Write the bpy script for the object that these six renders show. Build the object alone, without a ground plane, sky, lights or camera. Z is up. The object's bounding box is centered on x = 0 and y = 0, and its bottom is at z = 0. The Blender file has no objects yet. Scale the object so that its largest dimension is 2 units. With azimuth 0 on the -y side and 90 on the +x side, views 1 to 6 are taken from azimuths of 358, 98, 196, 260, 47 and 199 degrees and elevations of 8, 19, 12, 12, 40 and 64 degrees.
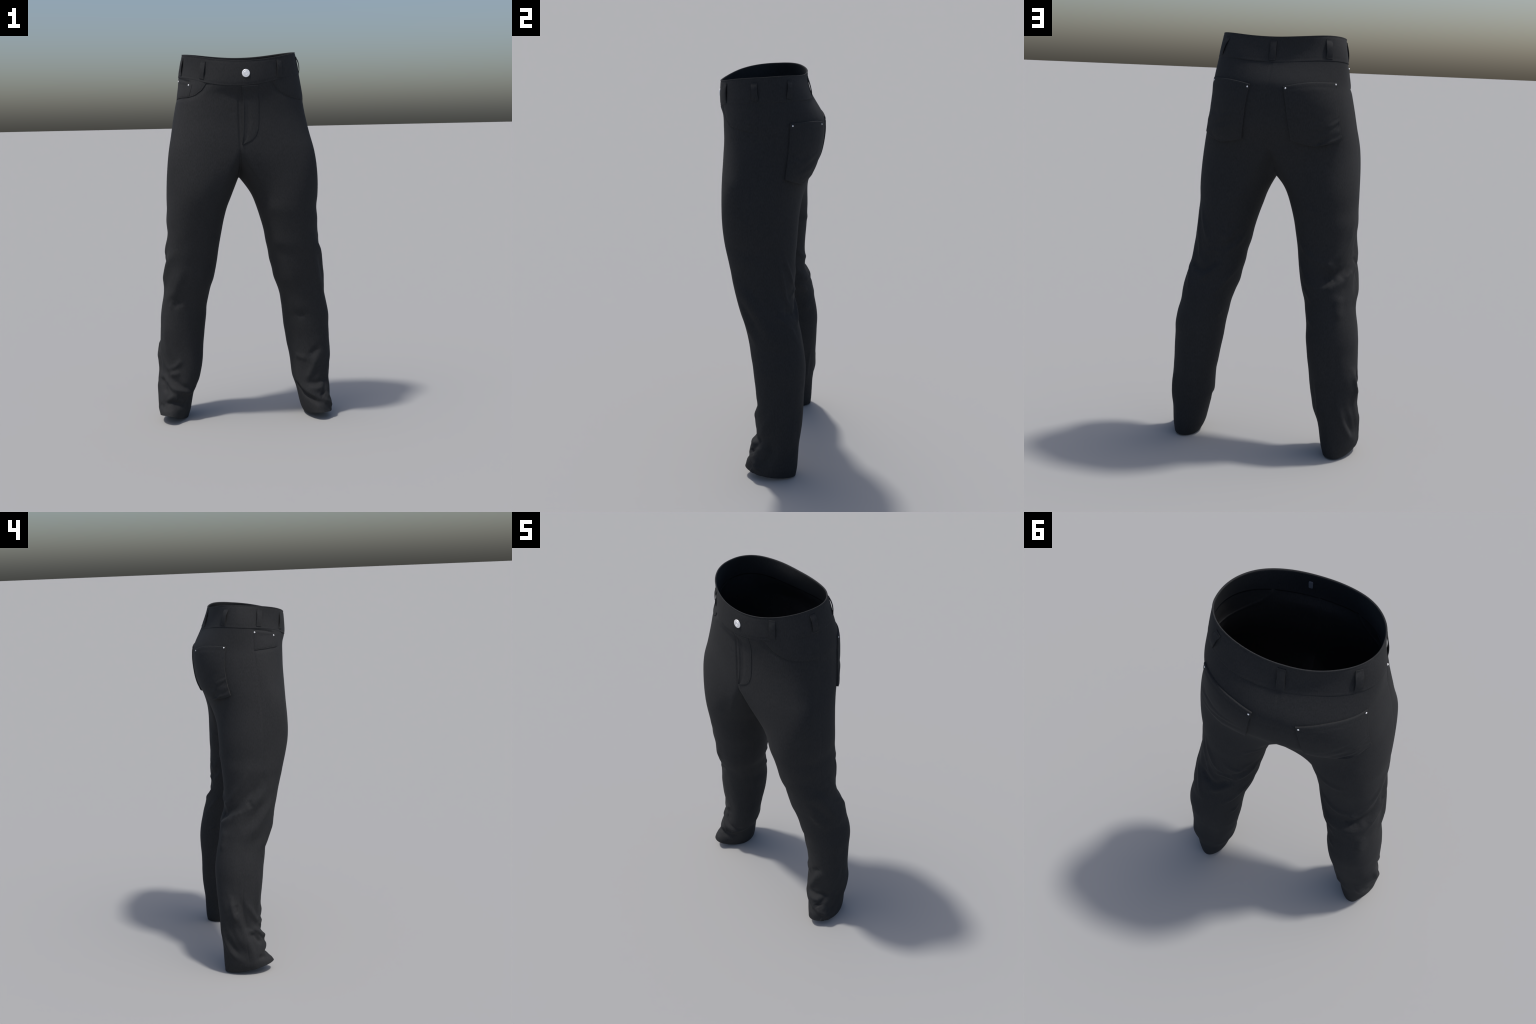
"""A pair of black stretch trousers, standing as if worn: lofted hip and legs, drape folds laid
along hand-placed curves, a separate waistband, belt loops, fly, pockets, rivets and a button."""
import bpy, math, random
import numpy as np
from mathutils import Vector, noise
from mathutils.bvhtree import BVHTree

random.seed(7)
rng = np.random.default_rng(7)

# ------------------------------------------------------------------ profiles (metres)
# hip rings, top to bottom: centre x, y of widest line, half width left / right, depth front / back, squareness
HIP_Z = [1.95, 1.845, 1.78, 1.72, 1.65, 1.58, 1.50]
HIP = np.array([[-0.004,-0.014, 0.300, 0.289, 0.233, 0.179, 0.948],
 [-0.004,-0.015, 0.323, 0.305, 0.227, 0.215, 0.926],
 [-0.006,-0.009, 0.338, 0.321, 0.222, 0.259, 0.879],
 [-0.008,-0.019, 0.344, 0.331, 0.208, 0.279, 0.864],
 [-0.008,-0.034, 0.356, 0.344, 0.190, 0.291, 0.844],
 [-0.007,-0.051, 0.370, 0.356, 0.173, 0.295, 0.816],
 [-0.004,-0.073, 0.387, 0.372, 0.149, 0.281, 0.755]])
# height of the waist rim and of the waistband seam round the body (constant and harmonics), then their waviness
RIM_Z = np.array([[ 1.980, 0.000, 0.021,-0.015,-0.001, 0.000,-0.002,-0.001, 0.004, 0.000, 0.004, 0.006],
 [ 1.870, 0.003, 0.024,-0.017, 0.001,-0.002,-0.004, 0.000, 0.025, 0.003, 0.016,-0.014]])
# crotch curve: y front, middle, back, height, x
CROTCH = (-0.145, 0.08, 0.14, 1.346, -0.012)
# leg rings: outer x, inner x, front y, back y, diagonal fullness   (left leg, then right leg)
LEG_Z = [1.25, 1.19, 1.13, 1.065, 1.0, .95, .9, .85, .8, .75, .7, .64, .58, .52, .46, .4, .34, .28, .22, .16]
LEG = np.array([[[ 0.403, 0.058,-0.191, 0.166, 0.010],
  [ 0.398, 0.080,-0.183, 0.166, 0.007],
  [ 0.403, 0.099,-0.167, 0.163, 0.007],
  [ 0.404, 0.116,-0.150, 0.164, 0.005],
  [ 0.406, 0.127,-0.136, 0.166, 0.007],
  [ 0.416, 0.139,-0.119, 0.163, 0.011],
  [ 0.423, 0.146,-0.105, 0.170, 0.009],
  [ 0.430, 0.158,-0.091, 0.186, 0.005],
  [ 0.439, 0.168,-0.074, 0.198, 0.000],
  [ 0.445, 0.186,-0.057, 0.212,-0.001],
  [ 0.448, 0.201,-0.044, 0.223, 0.000],
  [ 0.462, 0.210,-0.032, 0.235, 0.001],
  [ 0.472, 0.217,-0.018, 0.242, 0.005],
  [ 0.472, 0.223,-0.009, 0.242, 0.007],
  [ 0.474, 0.233, 0.001, 0.239, 0.008],
  [ 0.474, 0.242, 0.007, 0.238, 0.008],
  [ 0.476, 0.254, 0.007, 0.238, 0.007],
  [ 0.477, 0.260, 0.010, 0.237, 0.002],
  [ 0.476, 0.267, 0.007, 0.232, 0.000],
  [ 0.478, 0.287,-0.011, 0.226, 0.003],
  [ 0.480, 0.318,-0.032, 0.222, 0.006],
  [ 0.478, 0.335,-0.041, 0.217, 0.008]],

 [[ 0.400, 0.056,-0.204, 0.171,-0.001],
  [ 0.401, 0.080,-0.188, 0.170, 0.001],
  [ 0.406, 0.097,-0.171, 0.167, 0.000],
  [ 0.405, 0.111,-0.153, 0.163,-0.000],
  [ 0.407, 0.124,-0.136, 0.162, 0.000],
  [ 0.414, 0.133,-0.123, 0.165, 0.002],
  [ 0.419, 0.141,-0.109, 0.168, 0.002],
  [ 0.427, 0.151,-0.098, 0.187,-0.002],
  [ 0.431, 0.164,-0.084, 0.199,-0.006],
  [ 0.432, 0.182,-0.068, 0.208,-0.007],
  [ 0.441, 0.193,-0.050, 0.220,-0.005],
  [ 0.454, 0.205,-0.037, 0.232,-0.003],
  [ 0.462, 0.210,-0.026, 0.240,-0.001],
  [ 0.465, 0.218,-0.018, 0.241,-0.000],
  [ 0.469, 0.225,-0.010, 0.240,-0.002],
  [ 0.473, 0.232,-0.003, 0.238,-0.007],
  [ 0.474, 0.238, 0.002, 0.234,-0.012],
  [ 0.473, 0.248, 0.005, 0.231,-0.014],
  [ 0.481, 0.261,-0.000, 0.229,-0.009],
  [ 0.484, 0.287,-0.009, 0.225,-0.002],
  [ 0.484, 0.317,-0.027, 0.220, 0.009],
  [ 0.475, 0.331,-0.048, 0.217, 0.014]]])
HEM = np.array([[ 0.019, 0.006,-0.099, 0.004,-0.000],
 [ 0.020, 0.012,-0.104, 0.006, 0.005]])
NH, NL = len(HIP_Z), len(LEG_Z) + 2
ALPHA = math.radians(35)
EASE = 24
TH = -np.array(HIP_Z)
TL = -np.array(LEG_Z + [.058, .02])

# drape folds: height in mm (negative = valley), width in mm, curve on the cloth
FOLDS = []
def drape(*folds):
    FOLDS.extend(folds)
# right ankle, front
drape((5, 11, [(-0.418,0.03,0.267),(-0.391,0.015,0.272),(-0.355,0.004,0.279)]),
      (7, 11, [(-0.428,0.024,0.223),(-0.393,-0.001,0.193),(-0.352,-0.004,0.181),(-0.309,0.026,0.168),(-0.283,0.076,0.176)]),
      (-8, 12, [(-0.417,-0.011,0.119),(-0.373,-0.009,0.104),(-0.34,0.016,0.099),(-0.32,0.03,0.129)]),
      (-6, 17, [(-0.382,-0.011,0.137),(-0.335,0.01,0.139)]),
      (4, 9, [(-0.391,-0.009,0.159),(-0.427,-0.006,0.127),(-0.437,-0.006,0.108)]),
      (-5, 11, [(-0.412,0.019,0.244),(-0.386,0.005,0.234),(-0.351,-0.003,0.204),(-0.302,0.024,0.186)]),
      (-4, 7, [(-0.467,0.097,0.276),(-0.448,0.048,0.237),(-0.419,0.007,0.189),(-0.394,-0.007,0.166)]),
      (4, 10, [(-0.423,0.038,0.298),(-0.39,0.015,0.313),(-0.346,-0.001,0.361)]))
# left ankle, front
drape((6, 13, [(0.405,0.009,0.367),(0.373,0.01,0.287),(0.333,0.011,0.202)]),
      (-6, 12, [(0.339,0.009,0.203),(0.393,0.003,0.199),(0.441,0.03,0.213),(0.461,0.058,0.227)]),
      (5, 12, [(0.339,0.006,0.18),(0.401,-0.006,0.172),(0.448,0.029,0.193)]),
      (-9, 10, [(0.272,0.1,0.206),(0.298,0.05,0.172),(0.326,0.017,0.138),(0.362,-0.012,0.119),(0.402,-0.025,0.1),(0.428,-0.016,0.102)]),
      (5, 12, [(0.297,0.04,0.201),(0.326,0.014,0.168),(0.368,-0.013,0.136),(0.406,-0.021,0.117)]),
      (8, 11, [(0.412,-0.019,0.12),(0.439,-0.008,0.105),(0.468,0.023,0.071),(0.477,0.04,0.042)]),
      (-7, 14, [(0.42,-0.007,0.152),(0.44,-0.001,0.13)]),
      (4, 12, [(0.278,0.054,0.36),(0.317,0.022,0.344),(0.348,0.01,0.34)]),
      (-5, 13, [(0.354,0.008,0.353),(0.386,0.007,0.379),(0.412,0.011,0.409)]))
# right ankle, outside
drape((6, 13, [(-0.456,0.182,0.449),(-0.476,0.151,0.357),(-0.475,0.12,0.264),(-0.481,0.097,0.19),(-0.484,0.074,0.114),(-0.486,0.07,0.074)]),
      (-6, 15, [(-0.456,0.202,0.363),(-0.472,0.179,0.257),(-0.481,0.144,0.175),(-0.487,0.098,0.089)]),
      (-5, 12, [(-0.468,0.134,0.461),(-0.474,0.119,0.381),(-0.471,0.106,0.269),(-0.479,0.1,0.218)]),
      (5, 11, [(-0.469,0.097,0.417),(-0.446,0.058,0.335),(-0.407,0.024,0.271)]),
      (-8, 11, [(-0.476,0.095,0.228),(-0.458,0.053,0.218),(-0.448,0.029,0.185),(-0.425,0.007,0.177)]),
      (5, 10, [(-0.469,0.089,0.25),(-0.447,0.05,0.244),(-0.426,0.016,0.203)]),
      (-4, 9, [(-0.481,0.05,0.096),(-0.465,0.016,0.093),(-0.447,-0.007,0.088)]))
# left ankle, outside
drape((3, 12, [(0.475,0.103,0.447),(0.475,0.084,0.359),(0.458,0.052,0.284),(0.447,0.039,0.224)]),
      (-5, 11, [(0.423,-0.002,0.165),(0.448,0.027,0.187),(0.449,0.041,0.225)]),
      (6, 11, [(0.44,0.002,0.139),(0.461,0.02,0.113),(0.472,0.032,0.076)]),
      (-6, 15, [(0.474,0.097,0.234),(0.479,0.093,0.144),(0.478,0.062,0.092),(0.474,0.04,0.078)]),
      (3, 16, [(0.442,0.2,0.333),(0.458,0.187,0.221),(0.472,0.139,0.125)]))
# right knee, back
drape((-5, 13, [(-0.279,0.185,0.854),(-0.31,0.183,0.858),(-0.339,0.167,0.876),(-0.345,0.153,0.901)]),
      (4, 14, [(-0.287,0.189,0.842),(-0.321,0.187,0.844),(-0.35,0.172,0.859),(-0.379,0.131,0.897)]),
      (3, 13, [(-0.308,0.16,0.96),(-0.324,0.157,0.934),(-0.348,0.149,0.911)]),
      (4, 9, [(-0.404,0.033,1.03),(-0.405,0.054,0.981),(-0.4,0.093,0.928),(-0.391,0.128,0.879),(-0.38,0.163,0.839)]),
      (-3, 9, [(-0.406,0.052,0.978),(-0.416,0.037,0.925)]),
      (3, 9, [(-0.176,0.127,0.837),(-0.219,0.169,0.794),(-0.247,0.187,0.758)]),
      (2.5, 9, [(-0.219,0.164,0.692),(-0.257,0.206,0.657)]),
      (2.5, 9, [(-0.157,0.112,0.951),(-0.2,0.151,0.882),(-0.244,0.179,0.852)]),
      (5, 16, [(-0.375,0.177,0.817),(-0.373,0.194,0.758),(-0.382,0.212,0.686)]))
# right calf, back
drape((6, 10, [(-0.46,0.174,0.447),(-0.468,0.173,0.389),(-0.475,0.163,0.33),(-0.476,0.156,0.307)]),
      (-4, 8, [(-0.469,0.159,0.416),(-0.475,0.151,0.36)]),
      (5, 12, [(-0.409,0.233,0.311),(-0.425,0.224,0.218),(-0.441,0.209,0.173),(-0.463,0.179,0.123),(-0.479,0.141,0.093)]),
      (-6, 14, [(-0.448,0.213,0.245),(-0.466,0.18,0.163),(-0.48,0.139,0.107)]),
      (3, 9, [(-0.286,0.212,0.389),(-0.299,0.202,0.297),(-0.313,0.194,0.184)]))
# left thigh and knee, back
drape((3.5, 8, [(0.367,0.096,1.148),(0.358,0.124,1.01),(0.338,0.149,0.917),(0.317,0.164,0.897)]),
      (3.5, 8, [(0.349,0.117,1.164),(0.323,0.146,1.074),(0.287,0.164,1.002),(0.274,0.166,0.994)]),
      (3.5, 8, [(0.313,0.155,0.945),(0.259,0.165,0.967),(0.214,0.159,0.94)]),
      (3.5, 9, [(0.215,0.159,0.937),(0.183,0.145,0.973),(0.155,0.122,1.003),(0.133,0.091,1.039)]),
      (4, 10, [(0.34,0.192,0.804),(0.285,0.186,0.85),(0.248,0.175,0.88),(0.212,0.16,0.917)]),
      (2.5, 10, [(0.264,0.162,1.109),(0.224,0.163,1.047),(0.19,0.152,1.038),(0.17,0.141,1.07),(0.135,0.109,1.093)]),
      (4, 9, [(0.266,0.204,0.743),(0.226,0.177,0.786),(0.188,0.146,0.839),(0.161,0.108,0.871)]),
      (3, 9, [(0.238,0.193,0.642),(0.218,0.16,0.658)]),
      (3, 9, [(0.419,0.071,0.88),(0.397,0.148,0.831),(0.38,0.201,0.739)]),
      (2, 9, [(0.173,0.161,1.212),(0.139,0.152,1.25),(0.096,0.114,1.236)]),
      (-5, 14, [(0.344,0.168,0.864),(0.293,0.177,0.874),(0.242,0.165,0.93)]),
      (-4, 12, [(0.238,0.166,0.991),(0.194,0.154,0.997),(0.16,0.13,1.036)]))
# right thigh, back
drape((3.5, 10, [(-0.154,0.119,1.049),(-0.209,0.152,0.985),(-0.271,0.165,0.957),(-0.312,0.16,0.951)]),
      (3, 10, [(-0.185,0.14,0.871),(-0.221,0.171,0.842),(-0.272,0.19,0.834)]),
      (4, 12, [(-0.319,0.158,0.945),(-0.362,0.127,0.994),(-0.39,0.081,1.065),(-0.4,0.046,1.142)]),
      (-5, 12, [(-0.286,0.176,0.879),(-0.332,0.164,0.887)]),
      (3, 10, [(-0.376,0.142,0.881),(-0.406,0.084,0.914)]),
      (2, 12, [(-0.158,0.154,1.222),(-0.21,0.168,1.198),(-0.271,0.168,1.193)]))
# left knee, outside
drape((4, 17, [(0.378,-0.094,1.037),(0.41,-0.041,0.963),(0.428,0.025,0.868),(0.445,0.092,0.747)]),
      (3, 15, [(0.404,-0.028,1.06),(0.406,0.004,1.006),(0.411,0.044,0.953)]),
      (3, 11, [(0.387,-0.063,0.844),(0.407,-0.023,0.762)]),
      (-5, 12, [(0.382,0.127,0.89),(0.325,0.176,0.862)]),
      (-3, 13, [(0.396,-0.074,0.93),(0.423,-0.014,0.845),(0.441,0.045,0.758)]))
# right knee, outside
drape((6, 19, [(-0.388,-0.072,1.052),(-0.412,0.015,0.967),(-0.411,0.069,0.919),(-0.387,0.137,0.874),(-0.334,0.182,0.85)]),
      (-6, 18, [(-0.294,0.17,0.893),(-0.365,0.14,0.904),(-0.402,0.074,0.966),(-0.403,-0.026,1.076)]),
      (4, 18, [(-0.36,-0.101,0.963),(-0.418,-0.007,0.869),(-0.432,0.079,0.765)]),
      (-4, 17, [(-0.428,0.112,0.794),(-0.422,0.029,0.883),(-0.393,-0.059,0.984)]),
      (3, 11, [(-0.371,-0.035,0.7),(-0.405,-0.009,0.64)]))
# knees and shins, front
drape((-4, 14, [(-0.397,-0.016,0.657),(-0.369,-0.033,0.673),(-0.329,-0.049,0.701)]),
      (5, 16, [(-0.327,-0.093,0.852),(-0.366,-0.049,0.75),(-0.409,-0.003,0.69)]),
      (3, 14, [(-0.431,0.017,0.571),(-0.432,0.026,0.444),(-0.418,0.028,0.352)]),
      (-4, 12, [(0.289,-0.006,0.59),(0.332,-0.02,0.597)]),
      (3, 16, [(0.371,-0.101,0.972),(0.402,-0.046,0.833),(0.439,0.029,0.686)]))
# long soft drapes down the outsides
drape((4, 22, [(-0.311,-0.149,1.082),(-0.397,-0.058,0.949),(-0.426,0.024,0.812),(-0.44,0.118,0.7)]),
      (3.5, 20, [(-0.325,-0.1,0.883),(-0.377,-0.051,0.791),(-0.431,0.03,0.679)]),
      (-3, 18, [(-0.351,-0.113,1.022),(-0.411,-0.027,0.91),(-0.431,0.06,0.799)]),
      (5, 18, [(-0.442,0.198,0.473),(-0.473,0.173,0.271),(-0.486,0.098,0.109)]),
      (4, 22, [(0.322,-0.143,1.071),(0.396,-0.074,0.955),(0.429,0.003,0.824),(0.449,0.079,0.696)]),
      (3, 20, [(0.403,0.017,1.087),(0.397,0.081,0.951),(0.391,0.146,0.845)]),
      (-3, 18, [(0.368,-0.103,0.983),(0.417,-0.031,0.867),(0.442,0.045,0.733)]))
# toes of the hems, pushed forward over where the shoe would be
drape((7, 13, [(-.335,.0,.070),(-.375,-.04,.076),(-.42,-.045,.076),(-.465,.0,.066)]),
      (-6, 9, [(-.36,-.02,.112),(-.41,-.02,.116),(-.45,.01,.11)]),
      (3, 20, [(.462,-.012,.052),(.478,.012,.040)]),
      (3.5, 12, [(.37,-.04,.072),(.415,-.045,.075),(.455,-.02,.070)]))


# ------------------------------------------------------------------ lofting
def spow(v, e):
    return np.sign(v) * np.abs(v) ** e

def hip_ring(j, phi, s):
    cx, cy, al, ar, bf, bb, e = HIP[j]
    c, sn = np.cos(phi), np.sin(phi)
    x = cx + s * (al if s > 0 else ar) * spow(sn, e)
    y = cy + np.where(c > 0, -bf, bb) * np.abs(c) ** e
    if j < 2:
        z0, zx, zy, c2, d2, c3, c4, d3, r3, r4, t3, t4 = RIM_Z[j]
        wave = r3 * np.cos(3 * phi) + r4 * np.cos(4 * phi) + s * t3 * np.sin(3 * phi) + s * t4 * np.sin(4 * phi)
        x, y = cx + (x - cx) * (1 + wave), cy + (y - cy) * (1 + wave)
        z = (z0 + zx * s * sn - zy * c + c2 * np.cos(2 * phi) + d2 * s * np.sin(2 * phi)
             + c3 * np.cos(3 * phi) + c4 * np.cos(4 * phi) + d3 * s * np.sin(3 * phi))
    else:
        z = np.full_like(phi, HIP_Z[j])
    return np.stack([x, y, z], -1)

def leg_ring(k, i, phi):
    s = (1, -1)[k]
    xo, xi, yf, yb, d = LEG[k, i]
    e = .93 + (.05 if i == NL - 3 else .12 if i >= NL - 2 else 0)      # heels a little pointed
    sn, c = np.sin(phi), np.cos(phi)
    full = d * np.sin(2 * phi)
    x = (xo + xi) / 2 + (xo - xi) / 2 * spow(sn, e) + full * sn
    y = (yf + yb) / 2 - (yb - yf) / 2 * spow(c, e) - full * c
    h0, hx, hy, h2, h3 = HEM[k]
    hz = h0 + hx * sn - .2 * hy * c + h2 * np.cos(2 * phi) + h3 * np.sin(2 * phi)
    if i < len(LEG_Z):
        z = np.full_like(phi, LEG_Z[i])
    elif i == len(LEG_Z):
        z = .032 + .85 * hz
    else:
        z = hz
    return np.stack([s * x, y, z], -1)

def spline(tk, Y, t):
    tk, Y, t = np.asarray(tk, float), np.asarray(Y, float), np.asarray(t, float)
    ex = (-1,) + (1,) * (Y.ndim - 1)
    h = np.diff(tk)
    d = (Y[1:] - Y[:-1]) / h.reshape(ex)
    w = (h[1:] / (h[1:] + h[:-1])).reshape(ex)
    m = np.empty_like(Y)
    m[1:-1] = d[:-1] * w + d[1:] * (1 - w)
    m[0] = 1.5 * d[0] - .5 * m[1]
    m[-1] = 1.5 * d[-1] - .5 * m[-2]
    i = np.clip(np.searchsorted(tk, t, side='right') - 1, 0, len(tk) - 2)
    hh = tk[i + 1] - tk[i]
    u = ((t - tk[i]) / hh).reshape(ex)
    hh = hh.reshape(ex)
    return ((2 * u**3 - 3 * u**2 + 1) * Y[i] + (u**3 - 2 * u**2 + u) * hh * m[i]
            + (3 * u**2 - 2 * u**3) * Y[i + 1] + (u**3 - u**2) * hh * m[i + 1])

def crotch_curve(t, front, back):
    yf, ym, yb, zm, x = CROTCH
    ctrl = np.array([front, [front[0] * .7 + x * .3, yf, front[2] * .45 + zm * .55], [x, ym, zm],
                     [back[0] * .7 + x * .3, yb, back[2] * .45 + zm * .55], back])
    return spline([0, .25, .5, .75, 1.], ctrl, t)

# column spacing: fine at the fly, ordinary elsewhere
N_FINE, N_REST, N_IN = 56, 190, 90
S_OUT = np.concatenate([np.linspace(0, .13, N_FINE, endpoint=False), np.linspace(.13, 1, N_REST + 1)])
NO = len(S_OUT)
S_IN = np.linspace(0, 1, N_IN + 1)[1:-1]
N_HIP, N_LEG = 124, 390

def outer_columns(k, t):
    s = (1, -1)[k]
    hk = np.stack([hip_ring(j, S_OUT * np.pi, s) for j in range(NH)])
    lo = np.stack([leg_ring(k, i, -ALPHA + S_OUT * (np.pi + 2 * ALPHA)) for i in range(NL)])
    return spline(np.concatenate([TH, TL]), np.concatenate([hk, lo]), t), hk

def inner_columns(k, t, hk):
    phi = np.pi + ALPHA + S_IN * (np.pi - 2 * ALPHA)
    li = np.stack([leg_ring(k, i, phi) for i in range(NL)])
    top = crotch_curve(1 - S_IN, hk[-1, 0], hk[-1, -1])
    f = np.clip((t - TH[-1]) / (TL[0] - TH[-1]), 0, 1)
    cols = []
    for c in range(len(S_IN)):                   # each column starts at its own height on the crotch curve
        z0 = -top[c, 2]
        tc = np.where(t < TL[0], z0 + (TL[0] - z0) * f, t)
        cols.append(spline(np.concatenate([[z0], TL]), np.concatenate([top[None, c], li[:, c]]), tc))
    return np.stack(cols, 1)

T_HIP = np.linspace(TH[1] - .006, TH[-1], N_HIP)
T_LEG = np.linspace(TH[-1], TL[-1], N_LEG)

verts, vid = [], {}
def add(block):
    start = sum(len(b) for b in verts)
    flat = block.reshape(-1, 3)
    verts.append(flat)
    return (start + np.arange(len(flat))).reshape(block.shape[:-1])

quads = {'hip': [], 'leg0': [], 'leg1': []}
hip_ids, leg_ids = [], []
for k in (0, 1):
    hg, hk = outer_columns(k, T_HIP)
    lo, _ = outer_columns(k, T_LEG)
    li = inner_columns(k, T_LEG, hk)
    hid = add(hg)
    lid = np.concatenate([add(lo), add(li)], 1)
    lid[0, :NO] = hid[-1]
    if k == 1:                                   # the halves share the centre seam and the crotch curve
        hid[:, 0], hid[:, -1] = hip_ids[0][:, 0], hip_ids[0][:, -1]
        lid[0, :NO] = hid[-1]
        lid[0, NO:] = leg_ids[0][0, NO:]
    hip_ids.append(hid); leg_ids.append(lid)
    def grid_quads(g, wrap):
        if wrap:
            g = np.concatenate([g, g[:, :1]], 1)
        a, b, c, d = g[:-1, :-1], g[1:, :-1], g[1:, 1:], g[:-1, 1:]
        q = np.stack([a, b, c, d], -1).reshape(-1, 4)
        return q if k == 0 else q[:, ::-1]
    quads['hip'].append(grid_quads(hid, False))
    quads['leg%d' % k].append(grid_quads(lid, True))
quads = {n: np.concatenate(q) for n, q in quads.items()}
ALLQ = np.concatenate(list(quads.values()))
V0 = np.concatenate(verts)
USED = np.zeros(len(V0), bool); USED[ALLQ.ravel()] = True

def vertex_normals(V):
    fn = np.cross(V[ALLQ[:, 2]] - V[ALLQ[:, 0]], V[ALLQ[:, 3]] - V[ALLQ[:, 1]])
    N = np.zeros_like(V)
    for c in range(3):
        acc = np.zeros(len(V))
        for j in range(4):
            acc += np.bincount(ALLQ[:, j], fn[:, c], len(V))
        N[:, c] = acc
    return N / np.maximum(np.linalg.norm(N, axis=1, keepdims=True), 1e-12)

# ease the cloth where the legs meet: average neighbouring points, most at the crotch
EDGES = np.unique(np.sort(np.concatenate([ALLQ[:, [0, 1]], ALLQ[:, [1, 2]], ALLQ[:, [2, 3]], ALLQ[:, [3, 0]]]), axis=1), axis=0)
def ease(V, weight, rounds):
    deg = np.bincount(EDGES.ravel(), minlength=len(V)).clip(1)
    for _ in range(rounds):
        acc = np.stack([np.bincount(EDGES[:, 0], V[EDGES[:, 1], c], len(V)) + np.bincount(EDGES[:, 1], V[EDGES[:, 0], c], len(V))
                        for c in range(3)], -1) / deg[:, None]
        V = V + (acc - V) * (weight[:, None] * .9)
    return V
far = np.sqrt((V0[:, 0] / .13) ** 2 + ((V0[:, 2] - 1.40) / .17) ** 2)
V0 = ease(V0, np.clip(1.35 - far, 0, 1) ** 1.2, EASE)

# ------------------------------------------------------------------ relief of the cloth
def smooth_line(pts, n=10):
    pts = np.array(pts, float)
    if len(pts) < 3:
        return np.linspace(pts[0], pts[-1], n)
    L = np.concatenate([[0], np.cumsum(np.linalg.norm(np.diff(pts, axis=0), axis=1))])
    return spline(L, pts, np.linspace(0, L[-1], n * (len(pts) - 1)))

def line_distance(V, line):
    """distance to a polyline and position along it (0..1), for the points near it"""
    reach = .07
    near = np.where(((V > line.min(0) - reach) & (V < line.max(0) + reach)).all(1))[0]
    best = np.full(len(near), 9.); pos = np.zeros(len(near))
    P = V[near]
    n = len(line) - 1
    for i in range(n):
        ab = line[i + 1] - line[i]
        t = np.clip(((P - line[i]) @ ab) / max(ab @ ab, 1e-12), 0, 1)
        d = np.linalg.norm(P - line[i] - t[:, None] * ab, axis=1)
        m = d < best
        best[m] = d[m]; pos[m] = (i + t[m]) / n
    return near, best, pos

def smooth01(x):
    x = np.clip(x, 0, 1)
    return x * x * (3 - 2 * x)

D = np.zeros(len(V0))
FOLD_GAIN = 1.7
def press(amp, width, pts, ends=.3):
    near, d, u = line_distance(V0, smooth_line(pts))
    taper = 1.0 if ends == 0 else .25 + .75 * smooth01(np.minimum(u, 1 - u) / ends)
    D[near] += amp * taper * np.exp(-(d / width) ** 2)

for amp, width, pts in FOLDS:
    press(amp * .001 * FOLD_GAIN, width * .0015, pts)

# side seams, centre seams and the shut line of the fly
SIDE_RIGHT = [(-0.311,-0.023,1.877),(-0.331,-0.024,1.765),(-0.36,-0.036,1.599),(-0.379,-0.043,1.474),(-0.398,-0.044,1.297),
              (-.405,-.03,1.1),(-.42,.02,.9),(-.44,.07,.7),(-.464,.11,.5),(-.478,.115,.3),(-.484,.1,.1),(-.474,.09,.02)]
SIDE_LEFT = [(0.312,-0.023,1.879),(0.327,-0.019,1.786),(0.346,-0.023,1.655),(0.381,-0.039,1.511),(0.402,-0.044,1.325),
             (.405,-.03,1.1),(.42,.02,.9),(.44,.07,.7),(.464,.11,.5),(.478,.115,.3),(.484,.1,.1),(.474,.09,.02)]
for side in (SIDE_RIGHT, SIDE_LEFT):
    press(-.0013, .004, side, 0)
seam_front = V0[hip_ids[0][:, 0]]
crotch = V0[np.concatenate([[hip_ids[0][-1, -1]], leg_ids[0][0, NO:], [hip_ids[0][-1, 0]]])]
seam_front = np.concatenate([seam_front[::8], crotch[::-1][:40:5]])
press(-.0040, .0045, seam_front, .25)
press(-.0025, .009, [(.003,-.243,1.82),(.004,-.226,1.645),(.001,-.226,1.545)], .2)
seam_back = V0[hip_ids[0][:, -1]]
press(-.0012, .0045, seam_back[::8], 0)

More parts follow.
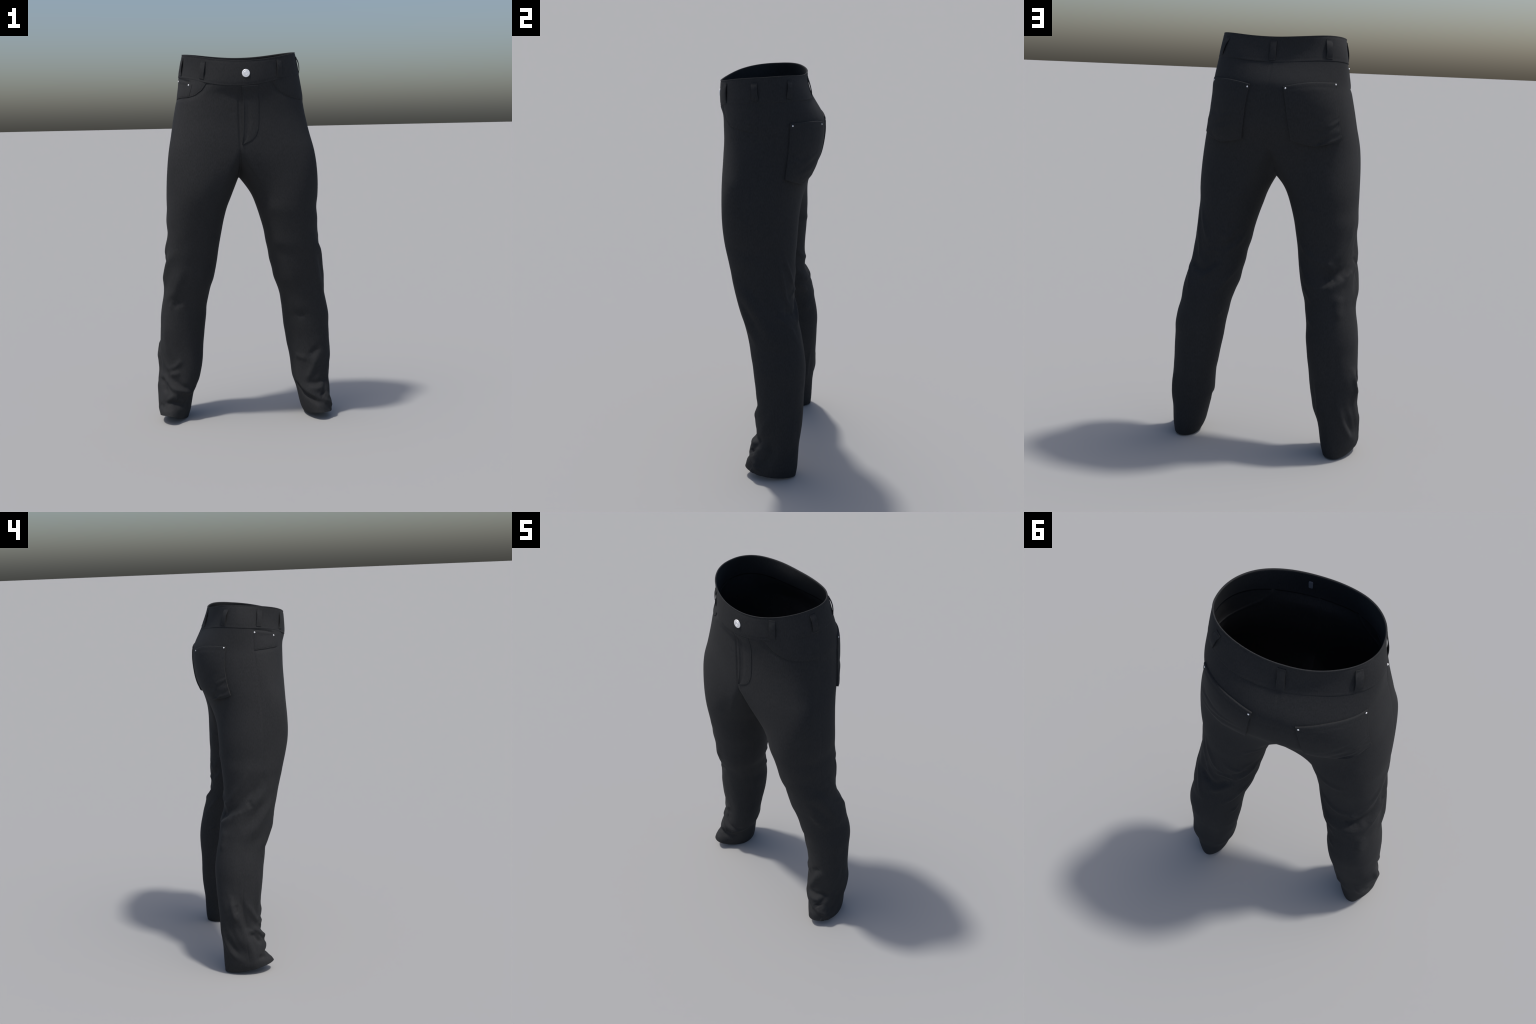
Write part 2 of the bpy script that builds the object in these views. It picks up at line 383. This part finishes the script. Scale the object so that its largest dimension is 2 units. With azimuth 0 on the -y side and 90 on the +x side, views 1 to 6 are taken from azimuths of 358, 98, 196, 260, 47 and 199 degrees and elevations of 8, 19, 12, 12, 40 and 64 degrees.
# front pocket mouths: the facing lies deeper than the cut edge, whose lip stands a little proud
MOUTH = {1: [(.168,-.211,1.83),(.201,-.192,1.793),(.243,-.168,1.769),(.278,-.142,1.759),(.316,-.088,1.753),(.331,-.03,1.749)],
         -1: [(-.168,-.217,1.846),(-.195,-.203,1.808),(-.228,-.18,1.782),(-.262,-.157,1.773),(-.3,-.116,1.771),(-.323,-.068,1.768),(-.331,-.026,1.765)]}
def mouth_height(s, phi):
    m = np.array(MOUTH[s])
    a = np.arctan2(np.abs(m[:, 0]), -m[:, 1])
    return np.interp(phi, a, m[:, 2], left=9., right=9.)
PHI = np.arctan2(np.abs(V0[:, 0]), -V0[:, 1])
for s in (1, -1):
    near, d, u = line_distance(V0, smooth_line(MOUTH[s], 12))
    box = np.where((V0[:, 2] > 1.70) & (V0[:, 0] * s > .12) & (V0[:, 1] < .02))[0]
    full = np.full(len(V0), .08); full[near] = d
    inside = V0[box, 2] > mouth_height(s, PHI[box])
    sd = np.where(inside, full[box], -full[box])
    side_end = smooth01((math.radians(86.5) - PHI[box]) / math.radians(5))
    # the front panel dips towards its cut edge, the facing behind it stands level
    D[box] -= np.where(sd < 0, .0038 * np.exp(-(sd / .016) ** 2), .0022 * np.exp(-sd / .012)) \
        * (.3 + .7 * side_end) * (PHI[box] < math.radians(87.5)) * smooth01((1.875 - V0[box, 2]) / .03)
    D[box] += np.where(sd < 0, 0, .0006 * smooth01(sd / .03)) * side_end
# slit of the coin pocket
press(-.005, .006, [(-.312,-.026,1.872),(-.292,-.085,1.862),(-.255,-.15,1.848)], .1)

# fine unevenness of the worn cloth, stronger towards the hems
amp = .0004 + .0008 * smooth01((1.15 - V0[:, 2]) / .6)
for i in np.where(USED)[0]:
    x, y, z = V0[i]
    D[i] += amp[i] * (noise.noise((x * 14, y * 14, z * 8)) + .5 * noise.noise((x * 32 + 5, y * 32, z * 18)))

N0 = vertex_normals(V0)
V1 = V0 + N0 * D[:, None]
N1 = vertex_normals(V1)
CLOTH = .0035
V1[:, 2] -= min(V1[USED, 2].min(), (V1 - N1 * CLOTH)[USED, 2].min())

# ------------------------------------------------------------------ materials
def cloth_material(name, tone, rough=.86):
    m = bpy.data.materials.new(name); m.use_nodes = True
    nt = m.node_tree; b = nt.nodes['Principled BSDF']
    tc = nt.nodes.new('ShaderNodeTexCoord')
    big = nt.nodes.new('ShaderNodeTexNoise'); big.inputs['Scale'].default_value = 6
    big.inputs['Detail'].default_value = 3
    fine = nt.nodes.new('ShaderNodeTexNoise'); fine.inputs['Scale'].default_value = 260
    fine.inputs['Detail'].default_value = 2
    mp = nt.nodes.new('ShaderNodeMapping'); mp.inputs['Scale'].default_value = (1, 1, .35)
    mix = nt.nodes.new('ShaderNodeMix'); mix.data_type = 'FLOAT'; mix.inputs[0].default_value = .85
    ramp = nt.nodes.new('ShaderNodeValToRGB')
    ramp.color_ramp.elements[0].position = .3; ramp.color_ramp.elements[1].position = .7
    lo, hi = .82, 1.18
    ramp.color_ramp.elements[0].color = (*[c * lo for c in tone], 1)
    ramp.color_ramp.elements[1].color = (*[c * hi for c in tone], 1)
    nt.links.new(tc.outputs['Object'], big.inputs['Vector'])
    nt.links.new(tc.outputs['Object'], mp.inputs['Vector'])
    nt.links.new(mp.outputs['Vector'], fine.inputs['Vector'])
    nt.links.new(big.outputs['Fac'], mix.inputs[2]); nt.links.new(fine.outputs['Fac'], mix.inputs[3])
    nt.links.new(mix.outputs[0], ramp.inputs['Fac'])
    nt.links.new(ramp.outputs['Color'], b.inputs['Base Color'])
    bump = nt.nodes.new('ShaderNodeBump'); bump.inputs['Strength'].default_value = .12
    bump.inputs['Distance'].default_value = .001
    nt.links.new(fine.outputs['Fac'], bump.inputs['Height'])
    nt.links.new(bump.outputs['Normal'], b.inputs['Normal'])
    b.inputs['Roughness'].default_value = rough
    b.inputs['Specular IOR Level'].default_value = SPEC
    return m

def metal_material(name, tone, rough, metal):
    m = bpy.data.materials.new(name); m.use_nodes = True
    nt = m.node_tree; b = nt.nodes['Principled BSDF']
    b.inputs['Base Color'].default_value = (*tone, 1)
    b.inputs['Metallic'].default_value = metal
    n = nt.nodes.new('ShaderNodeTexNoise'); n.inputs['Scale'].default_value = 180
    r = nt.nodes.new('ShaderNodeMapRange')
    r.inputs['To Min'].default_value = rough - .06; r.inputs['To Max'].default_value = rough + .06
    nt.links.new(n.outputs['Fac'], r.inputs['Value'])
    nt.links.new(r.outputs['Result'], b.inputs['Roughness'])
    return m

SPEC = .22
TONE = (.0212, .0222, .0240)
CLOTH_MAT = cloth_material('black_twill', TONE)
BAND_MAT = CLOTH_MAT
METAL = metal_material('polished_steel', (.95, .95, .96), .30, .40)
TAG_MAT = metal_material('dull_steel', (.30, .32, .36), .5, .6)

root = bpy.data.objects.new('trousers', None)
bpy.context.scene.collection.objects.link(root)
root['label'] = 'black slim-cut trousers with silver button, standing as if worn'
root['category'] = 'trousers'

def part(name, V, faces, mat, normals=None, parent=None, smooth=True):
    me = bpy.data.meshes.new(name)
    V = np.asarray(V, np.float32)
    me.from_pydata(V.tolist() if len(V) < 5000 else [], [], [list(map(int, f)) for f in faces] if len(V) < 5000 else [])
    if len(V) >= 5000:
        F = np.asarray(faces, np.int32)
        me.vertices.add(len(V)); me.vertices.foreach_set('co', V.ravel())
        me.loops.add(F.size); me.loops.foreach_set('vertex_index', F.ravel())
        me.polygons.add(len(F))
        me.polygons.foreach_set('loop_start', np.arange(0, F.size, 4, dtype=np.int32))
        me.polygons.foreach_set('loop_total', np.full(len(F), 4, np.int32))
    me.update(calc_edges=True)
    me.polygons.foreach_set('use_smooth', np.full(len(me.polygons), smooth))
    if normals is not None:
        me.normals_split_custom_set_from_vertices(np.asarray(normals, np.float32).tolist())
    me.materials.append(mat)
    ob = bpy.data.objects.new(name, me)
    bpy.context.scene.collection.objects.link(ob)
    ob.parent = parent or root
    return ob

def shell(name, q, edges):
    """cloth with thickness: outer faces, inner faces and a rim along the given open edges"""
    ids = np.unique(q)
    remap = np.full(len(V1), -1); remap[ids] = np.arange(len(ids))
    qq = remap[q]; n = len(ids)
    V = np.concatenate([V1[ids], V1[ids] - N1[ids] * CLOTH])
    N = np.concatenate([N1[ids], -N1[ids]])
    faces = [qq, qq[:, ::-1] + n]
    for loop, flip in edges:
        e = remap[np.asarray(loop)]
        r = np.stack([e[:-1], e[1:], e[1:] + n, e[:-1] + n], -1)
        faces.append(r[:, ::-1] if flip else r)
    return part(name, V, np.concatenate(faces), CLOTH_MAT, N)

top_loop = np.concatenate([hip_ids[0][0], hip_ids[1][0][::-1][1:]])
shell('hip_section', quads['hip'], [(top_loop, True)])
for k in (0, 1):
    hem_loop = np.concatenate([leg_ids[k][-1], leg_ids[k][-1][:1]])
    shell('leg', quads['leg%d' % k], [(hem_loop, k == 1)])

# search trees of the finished cloth, used to lay the sewn-on pieces on it
hipq = np.concatenate([quads['hip'], quads['leg0'][:NO * 60 * 2], quads['leg1'][:NO * 60 * 2]])
BODY = BVHTree.FromPolygons([Vector(v) for v in V1.tolist()], hipq.tolist())
# plain cloth without seams, for directions
def lay(tree, p):
    co, no, _, _ = tree.find_nearest(Vector(p))
    return np.array(co), np.array(no)

# ------------------------------------------------------------------ waistband
BAND_N = 420
t_band = np.linspace(TH[1], TH[0], 26)
ring_cols = []
half = np.linspace(0, 1, BAND_N // 2 + 1)
rows = []
for s in (1, -1):
    hk = np.stack([hip_ring(j, half * np.pi, s) for j in range(NH)])
    rows.append(spline(TH, hk, t_band))
band = np.concatenate([rows[0], rows[1][:, ::-1][:, 1:-1]], 1)           # [rows, columns], closed
nb = band.shape[1]
du = np.roll(band, -1, 1) - np.roll(band, 1, 1)
dv = np.gradient(band, axis=0)
bn = np.cross(du, dv); bn /= np.linalg.norm(bn, axis=2, keepdims=True)
if (bn[:, 0, 1] > 0).mean() > .5:
    bn = -bn
bup = dv / np.linalg.norm(dv, axis=2, keepdims=True)
if bup[0, 0, 2] < 0: bup = -bup
sec = []                                                               # cross-section of the band
def brow(i, off, up=0.):
    sec.append(band[i] + bn[i] * off + bup[i] * up)
last = len(t_band) - 1
sag = np.linspace(0, 1, last + 1)
brow(0, -.004, -.002); brow(0, .0000, -.003); brow(0, .0012, -.0015)
for i in range(0, last + 1):
    stitch = .0009 * (math.exp(-((i - 1.6) / .7) ** 2) + math.exp(-((i - 24.2) / .7) ** 2))
    brow(i, .0016 - stitch)
brow(last, .0022, .0022); brow(last, .0015, .0036); brow(last, -.0005, .004)
brow(last, -.0025, .0034); brow(last, -.0038, .002)
for i in range(last, -1, -2):
    brow(i, -.0044)
brow(0, -.0046, -.002)
S = np.stack(sec)
for i in range(S.shape[0]):
    for j in range(0, nb):
        p = S[i, j]
        S[i, j] = p + bn[0, j] * .0012 * noise.noise((p[0] * 9, p[1] * 9, p[2] * 12))
g = np.arange(S.shape[0] * nb).reshape(S.shape[0], nb)
g = np.concatenate([g, g[:, :1]], 1)
g2 = np.concatenate([g, g[:1]], 0)
bq = np.stack([g2[:-1, :-1], g2[:-1, 1:], g2[1:, 1:], g2[1:, :-1]], -1).reshape(-1, 4)
BV = S.reshape(-1, 3)
part('waistband', BV, bq, BAND_MAT)
BAND = BVHTree.FromPolygons([Vector(v) for v in BV.tolist()], bq.tolist())

# ------------------------------------------------------------------ sewn-on cloth pieces
def cloth_patch(name, left, right, thick, rows=60, cols=44, tree=BODY, lift=None, grooves=(), knots=None):
    """a piece between a left and a right edge curve, laid on the body, with its own rolled edge"""
    v = np.linspace(0, 1, rows)
    def curve(pts):
        pts = np.array(pts, float)
        L = np.concatenate([[0], np.cumsum(np.linalg.norm(np.diff(pts, axis=0), axis=1))])
        if knots is not None:
            return np.stack([np.interp(v, knots, pts[:, c]) for c in range(3)], -1)
        return np.stack([np.interp(v, L / L[-1], pts[:, c]) for c in range(3)], -1)
    A, B = curve(left), curve(right)
    edge = .0012 / np.linalg.norm(A[0] - B[0])
    u = np.concatenate([[0, 0, edge], np.linspace(2 * edge, 1 - 2 * edge, cols), [1 - edge, 1, 1]])
    vi = np.concatenate([[0, 0], np.arange(rows), [rows - 1, rows - 1]])
    P = np.empty((len(vi), len(u), 3))
    nc, nr = len(u), len(vi)
    for r, iv in enumerate(vi):
        for c, uu in enumerate(u):
            co, no = lay(tree, A[iv] * (1 - uu) + B[iv] * uu)
            eu = 0 if c in (0, nc - 1) else (1 if c in (1, nc - 2) else 2)
            ev = 0 if r in (0, nr - 1) else (1 if r in (1, nr - 2) else 2)
            e = min(eu, ev)
            h = (-.003, thick * .55, thick)[e]
            if e > 0 and lift is not None:
                h += lift(uu, v[iv])
            if e == 2:
                for kind, at, wid, depth in grooves:
                    w = (uu if kind == 'u' else v[iv]) - at
                    h -= depth * math.exp(-(w / wid) ** 2)
            P[r, c] = co + no * h
    # relax the offsets so that seams below do not print through
    for _ in range(2):
        Q = P.copy()
        Q[2:-2, 3:-3] = (P[2:-2, 3:-3] * 2 + P[1:-3, 3:-3] + P[3:-1, 3:-3] + P[2:-2, 2:-4] + P[2:-2, 4:-2]) / 6
        P = Q
    idx = np.arange(nr * nc).reshape(nr, nc)
    q = np.stack([idx[:-1, :-1], idx[1:, :-1], idx[1:, 1:], idx[:-1, 1:]], -1).reshape(-1, 4)
    # outward facing
    mid = P[nr // 2, nc // 2]
    nrm = np.cross(P[nr // 2 + 1, nc // 2] - mid, P[nr // 2, nc // 2 + 1] - mid)
    if nrm @ lay(tree, mid)[1] < 0:
        q = q[:, ::-1]
    return part(name, P.reshape(-1, 3), q, CLOTH_MAT), P

def wrinkled(seed, where=.5, strength=.003, hang=.003):
    def f(u, v):
        a = smooth01((v - .35) / .3) * smooth01((1.02 - v) / .1)
        n = noise.noise((u * 3 + seed, v * 9 + u * 3.5, seed))
        n2 = noise.noise((u * 5, v * 15 + u * 5 + seed, 2.))
        side = math.exp(-((u - where) / .35) ** 2)
        return float(a * side * strength * (n + .5 * n2) + .0035 * math.sin(math.pi * u) * smooth01(v / .3) + hang * smooth01((v - .55) / .4))
    return f

# back pockets: left edge and right edge meet at the blunt tip
RP_L = [(-.079,.25,1.766),(-.093,.256,1.695),(-.107,.241,1.593),(-.117,.214,1.529),(-.165,.198,1.514),(-.215,.178,1.503)]
RP_R = [(-.297,.121,1.792),(-.308,.134,1.686),(-.318,.125,1.599),(-.326,.107,1.532),(-.285,.143,1.513),(-.225,.174,1.502)]
LP_R = [(.078,.248,1.77),(.092,.254,1.697),(.106,.241,1.598),(.121,.208,1.522),(.17,.195,1.508),(.22,.178,1.499)]
LP_L = [(.295,.122,1.793),(.304,.123,1.714),(.316,.118,1.626),(.328,.107,1.536),(.285,.143,1.513),(.230,.173,1.498)]
KN = [0, .27, .63, .88, .95, 1]
GR = (('u', .035, .008, .0012), ('u', .965, .008, .0012), ('v', .06, .012, .0012))
for L, R, seed, wh, hang, crumple in ((RP_L, RP_R, 3.1, .75, .003, .010), (LP_L, LP_R, 8.7, .4, .004, .005)):
    cloth_patch('back_pocket', L, R, .0066, rows=84, cols=64, lift=wrinkled(seed, wh, crumple, hang), grooves=GR, knots=KN)

# rolled cut edge of the front pockets
def piping(name, line, radius, sink):
    pts = smooth_line(line, 12)
    V, F, m = [], [], 10
    for i, p in enumerate(pts):
        co, no = lay(BODY, p)
        tan = pts[min(i + 1, len(pts) - 1)] - pts[max(i - 1, 0)]
        tan /= np.linalg.norm(tan)
        side = np.cross(no, tan); side /= np.linalg.norm(side)
        r = radius * (.45 + .55 * math.sin(math.pi * min(max(i / (len(pts) - 1), .03), .97)) ** .4)
        for j in range(m):
            a = 2 * math.pi * j / m
            V.append(co + side * r * math.cos(a) + no * (r * math.sin(a) - sink))
    for i in range(len(pts) - 1):
        for j in range(m):
            F.append((i * m + j, i * m + (j + 1) % m, (i + 1) * m + (j + 1) % m, (i + 1) * m + j))
    F.append(tuple(range(m))[::-1]); F.append(tuple(len(V) - m + j for j in range(m)))
    return part(name, V, F, CLOTH_MAT)
for s in (1, -1):
    piping('pocket_edge', MOUTH[s], .0024, .0004)

# coin pocket inside the right pocket mouth
def coin_lift(u, v):
    return .003 * math.exp(-(v / .12) ** 2) * math.sin(math.pi * u) - .0016 * math.exp(-(u / .05) ** 2)
cloth_patch('coin_pocket', [(-.314,-.024,1.861),(-.322,-.0245,1.815),(-.330,-.026,1.768)],
            [(-.246,-.164,1.836),(-.250,-.164,1.808),(-.259,-.159,1.775)], .0016, rows=40, cols=44, lift=coin_lift)

# fly: a flap whose edge overlaps the centre seam, J shaped at the bottom
FL_L = [(.008,-.24,1.822),(.016,-.226,1.732),(.015,-.225,1.66),(.013,-.225,1.612),(.010,-.226,1.57),(.007,-.226,1.545),(.005,-.226,1.528)]
FL_R = [(.090,-.233,1.826),(.094,-.218,1.731),(.093,-.222,1.643),(.090,-.222,1.605),(.078,-.223,1.572),(.052,-.226,1.545),(.010,-.226,1.527)]
def fly_lift(u, v):
    return (.0040 * math.exp(-(u / .07) ** 2) - .0016 * math.exp(-((u - .3) / .14) ** 2)) * smooth01(v / .1) - .0008 * smooth01((u - .8) / .2)
cloth_patch('fly', FL_L, FL_R, .0028, rows=90, cols=40, lift=fly_lift, knots=[0, .3, .55, .72, .86, .95, 1])

# ------------------------------------------------------------------ belt loops
LOOPS = [((-.181,-.204,1.946), (-.195,-.201,1.861), .005), ((.196,-.195,1.952), (.201,-.197,1.861), .005),
         ((-.288,-.07,1.975), (-.303,-.059,1.888), .005), ((-.241,.099,1.985), (-.251,.122,1.899), .008),
         ((-.002,.167,1.972), (-.005,.196,1.886), .005), ((.232,.105,1.978), (.262,.108,1.900), .005),
         ((.295,-.047,1.973), (.309,-.037,1.892), .006)]
for top, bottom, bulge in LOOPS:
    top, bottom = np.array(top), np.array(bottom)
    w, th = .0148, .0026
    n = 22
    kink = random.uniform(-.12, .12)
    P = []
    for i in range(n):
        t = i / (n - 1)
        q = bottom * (1 - t) + top * t
        co, no = lay(BAND, q + .008 * np.array([q[0], q[1] + .02, 0]) / math.hypot(q[0], q[1] + .02))
        if no @ np.array([co[0], co[1] + .02, 0]) < 0:
            no = -no
        up = (top - bottom) / np.linalg.norm(top - bottom)
        side = np.cross(up, no); side /= np.linalg.norm(side)
        arch = math.sin(math.pi * min(max((t - .06) / .86, 0), 1)) ** .8
        h = bulge * arch * (1 + kink * math.sin(6 * t))
        ring = []
        for a, b in ((-1, 0), (-.97, .8), (-.85, 1), (0, 1.06), (.85, 1), (.97, .8), (1, 0), (.95, -.2), (0, -.25), (-.95, -.2)):
            ring.append(co + side * a * w * (1 + .05 * math.sin(9 * t + top[0] * 20)) + no * (h + b * th + (.0002 if b > 0 else 0)))
        P.append(ring)
    P = np.array(P); m = P.shape[1]
    V = P.reshape(-1, 3)
    F = []
    for i in range(n - 1):
        for j in range(m):
            F.append((i * m + j, i * m + (j + 1) % m, (i + 1) * m + (j + 1) % m, (i + 1) * m + j))
    F.append(tuple(range(m))[::-1]); F.append(tuple((n - 1) * m + j for j in range(m)))
    ob = part('belt_loop', V, F, CLOTH_MAT, smooth=True)
    ob.data.set_sharp_from_angle(angle=math.radians(50))

# ------------------------------------------------------------------ metal trim
def turned(name, profile, segs, where, normal, mat):
    """a lathe-turned fitting; profile = (radius, height) from the centre outwards"""
    V, F = [(0, 0, profile[0][1])], []
    for r, h in profile[1:]:
        for i in range(segs):
            a = 2 * math.pi * i / segs
            V.append((r * math.cos(a), r * math.sin(a), h))
    for i in range(segs):
        F.append((0, 1 + i, 1 + (i + 1) % segs))
    for k in range(len(profile) - 2):
        o = 1 + k * segs
        for i in range(segs):
            F.append((o + i, o + segs + i, o + segs + (i + 1) % segs, o + (i + 1) % segs))
    ob = part(name, V, F, mat)
    ob.location = where
    ob.rotation_mode = 'QUATERNION'
    ob.rotation_quaternion = Vector(normal).to_track_quat('Z', 'Y')
    ob.data.set_sharp_from_angle(angle=math.radians(40))
    return ob

co, no = lay(BAND, (.031, -.262, 1.882))
no = np.array([no[0], -abs(no[1]), max(no[2], .0)])
BUTTON_PROFILE = [(0, .0085), (.0025, .0085), (.0032, .0070), (.0050, .0070), (.0058, .0088), (.0075, .0088), (.0085, .0074),
                  (.0150, .0080), (.0168, .0088), (.0182, .0095), (.0205, .0092), (.0218, .0078), (.0222, .0055), (.0216, .0035), (.0190, .0025)]
BUTTON_PROFILE = [(r * .9, h * .5 + .0014 * (1 - (r / .0222) ** 2)) for r, h in BUTTON_PROFILE]
btn = turned('button', BUTTON_PROFILE, 64, co - no * .001, no, METAL)
# raised ring in the middle of the button
V, F = [], []
for i in range(15):
    a = 2 * math.pi * i / 14
    for r, h in ((.0082, .0046), (.0087, .0060), (.0108, .0058), (.0113, .0042)):
        V.append((r * math.cos(a), r * math.sin(a), h))
for i in range(14):
    for j in range(3):
        F.append((i * 4 + j, i * 4 + j + 1, i * 4 + j + 5, i * 4 + j + 4))
mark = part('button_relief', V, F, METAL, parent=btn)

RIVET_PROFILE = [(0, .0036), (.0019, .0033), (.0033, .0025), (.0042, .0011), (.0044, -.002)]
RIVETS = [((-.091,.25,1.758), .0045), ((-.293,.130,1.783), .0045), ((.089,.249,1.758), .0045), ((.290,.134,1.781), .0045),
          ((-.317,-.033,1.857), .0008), ((-.264,-.149,1.834), .0022)]
for p, off in RIVETS:
    co, no = lay(BODY, p)
    turned('rivet', RIVET_PROFILE, 24, co + no * off, no, METAL)

# back plate of the button on the inside of the band
hits = BAND.ray_cast(Vector((.031, 0, 1.885)), Vector((0, -1, 0)))
co, no = np.array(hits[0]), np.array(hits[1])
if no[1] < 0: no = -no
V, F = [], []
for h, sc in ((-.001, 1), (.0016, 1), (.0024, .8)):
    for a in range(20):
        t = 2 * math.pi * a / 20
        V.append((.008 * sc * spow(math.cos(t), .35), .019 * sc * spow(math.sin(t), .35), h))
for k in range(2):
    for i in range(20):
        F.append((k * 20 + i, k * 20 + (i + 1) % 20, k * 20 + 20 + (i + 1) % 20, k * 20 + 20 + i))
F.append(tuple(40 + i for i in range(20)))
tag = part('button_back_plate', V, F, TAG_MAT, smooth=False)
tag.location = co
tag.rotation_mode = 'QUATERNION'
tag.rotation_quaternion = Vector(no).to_track_quat('Z', 'Y')
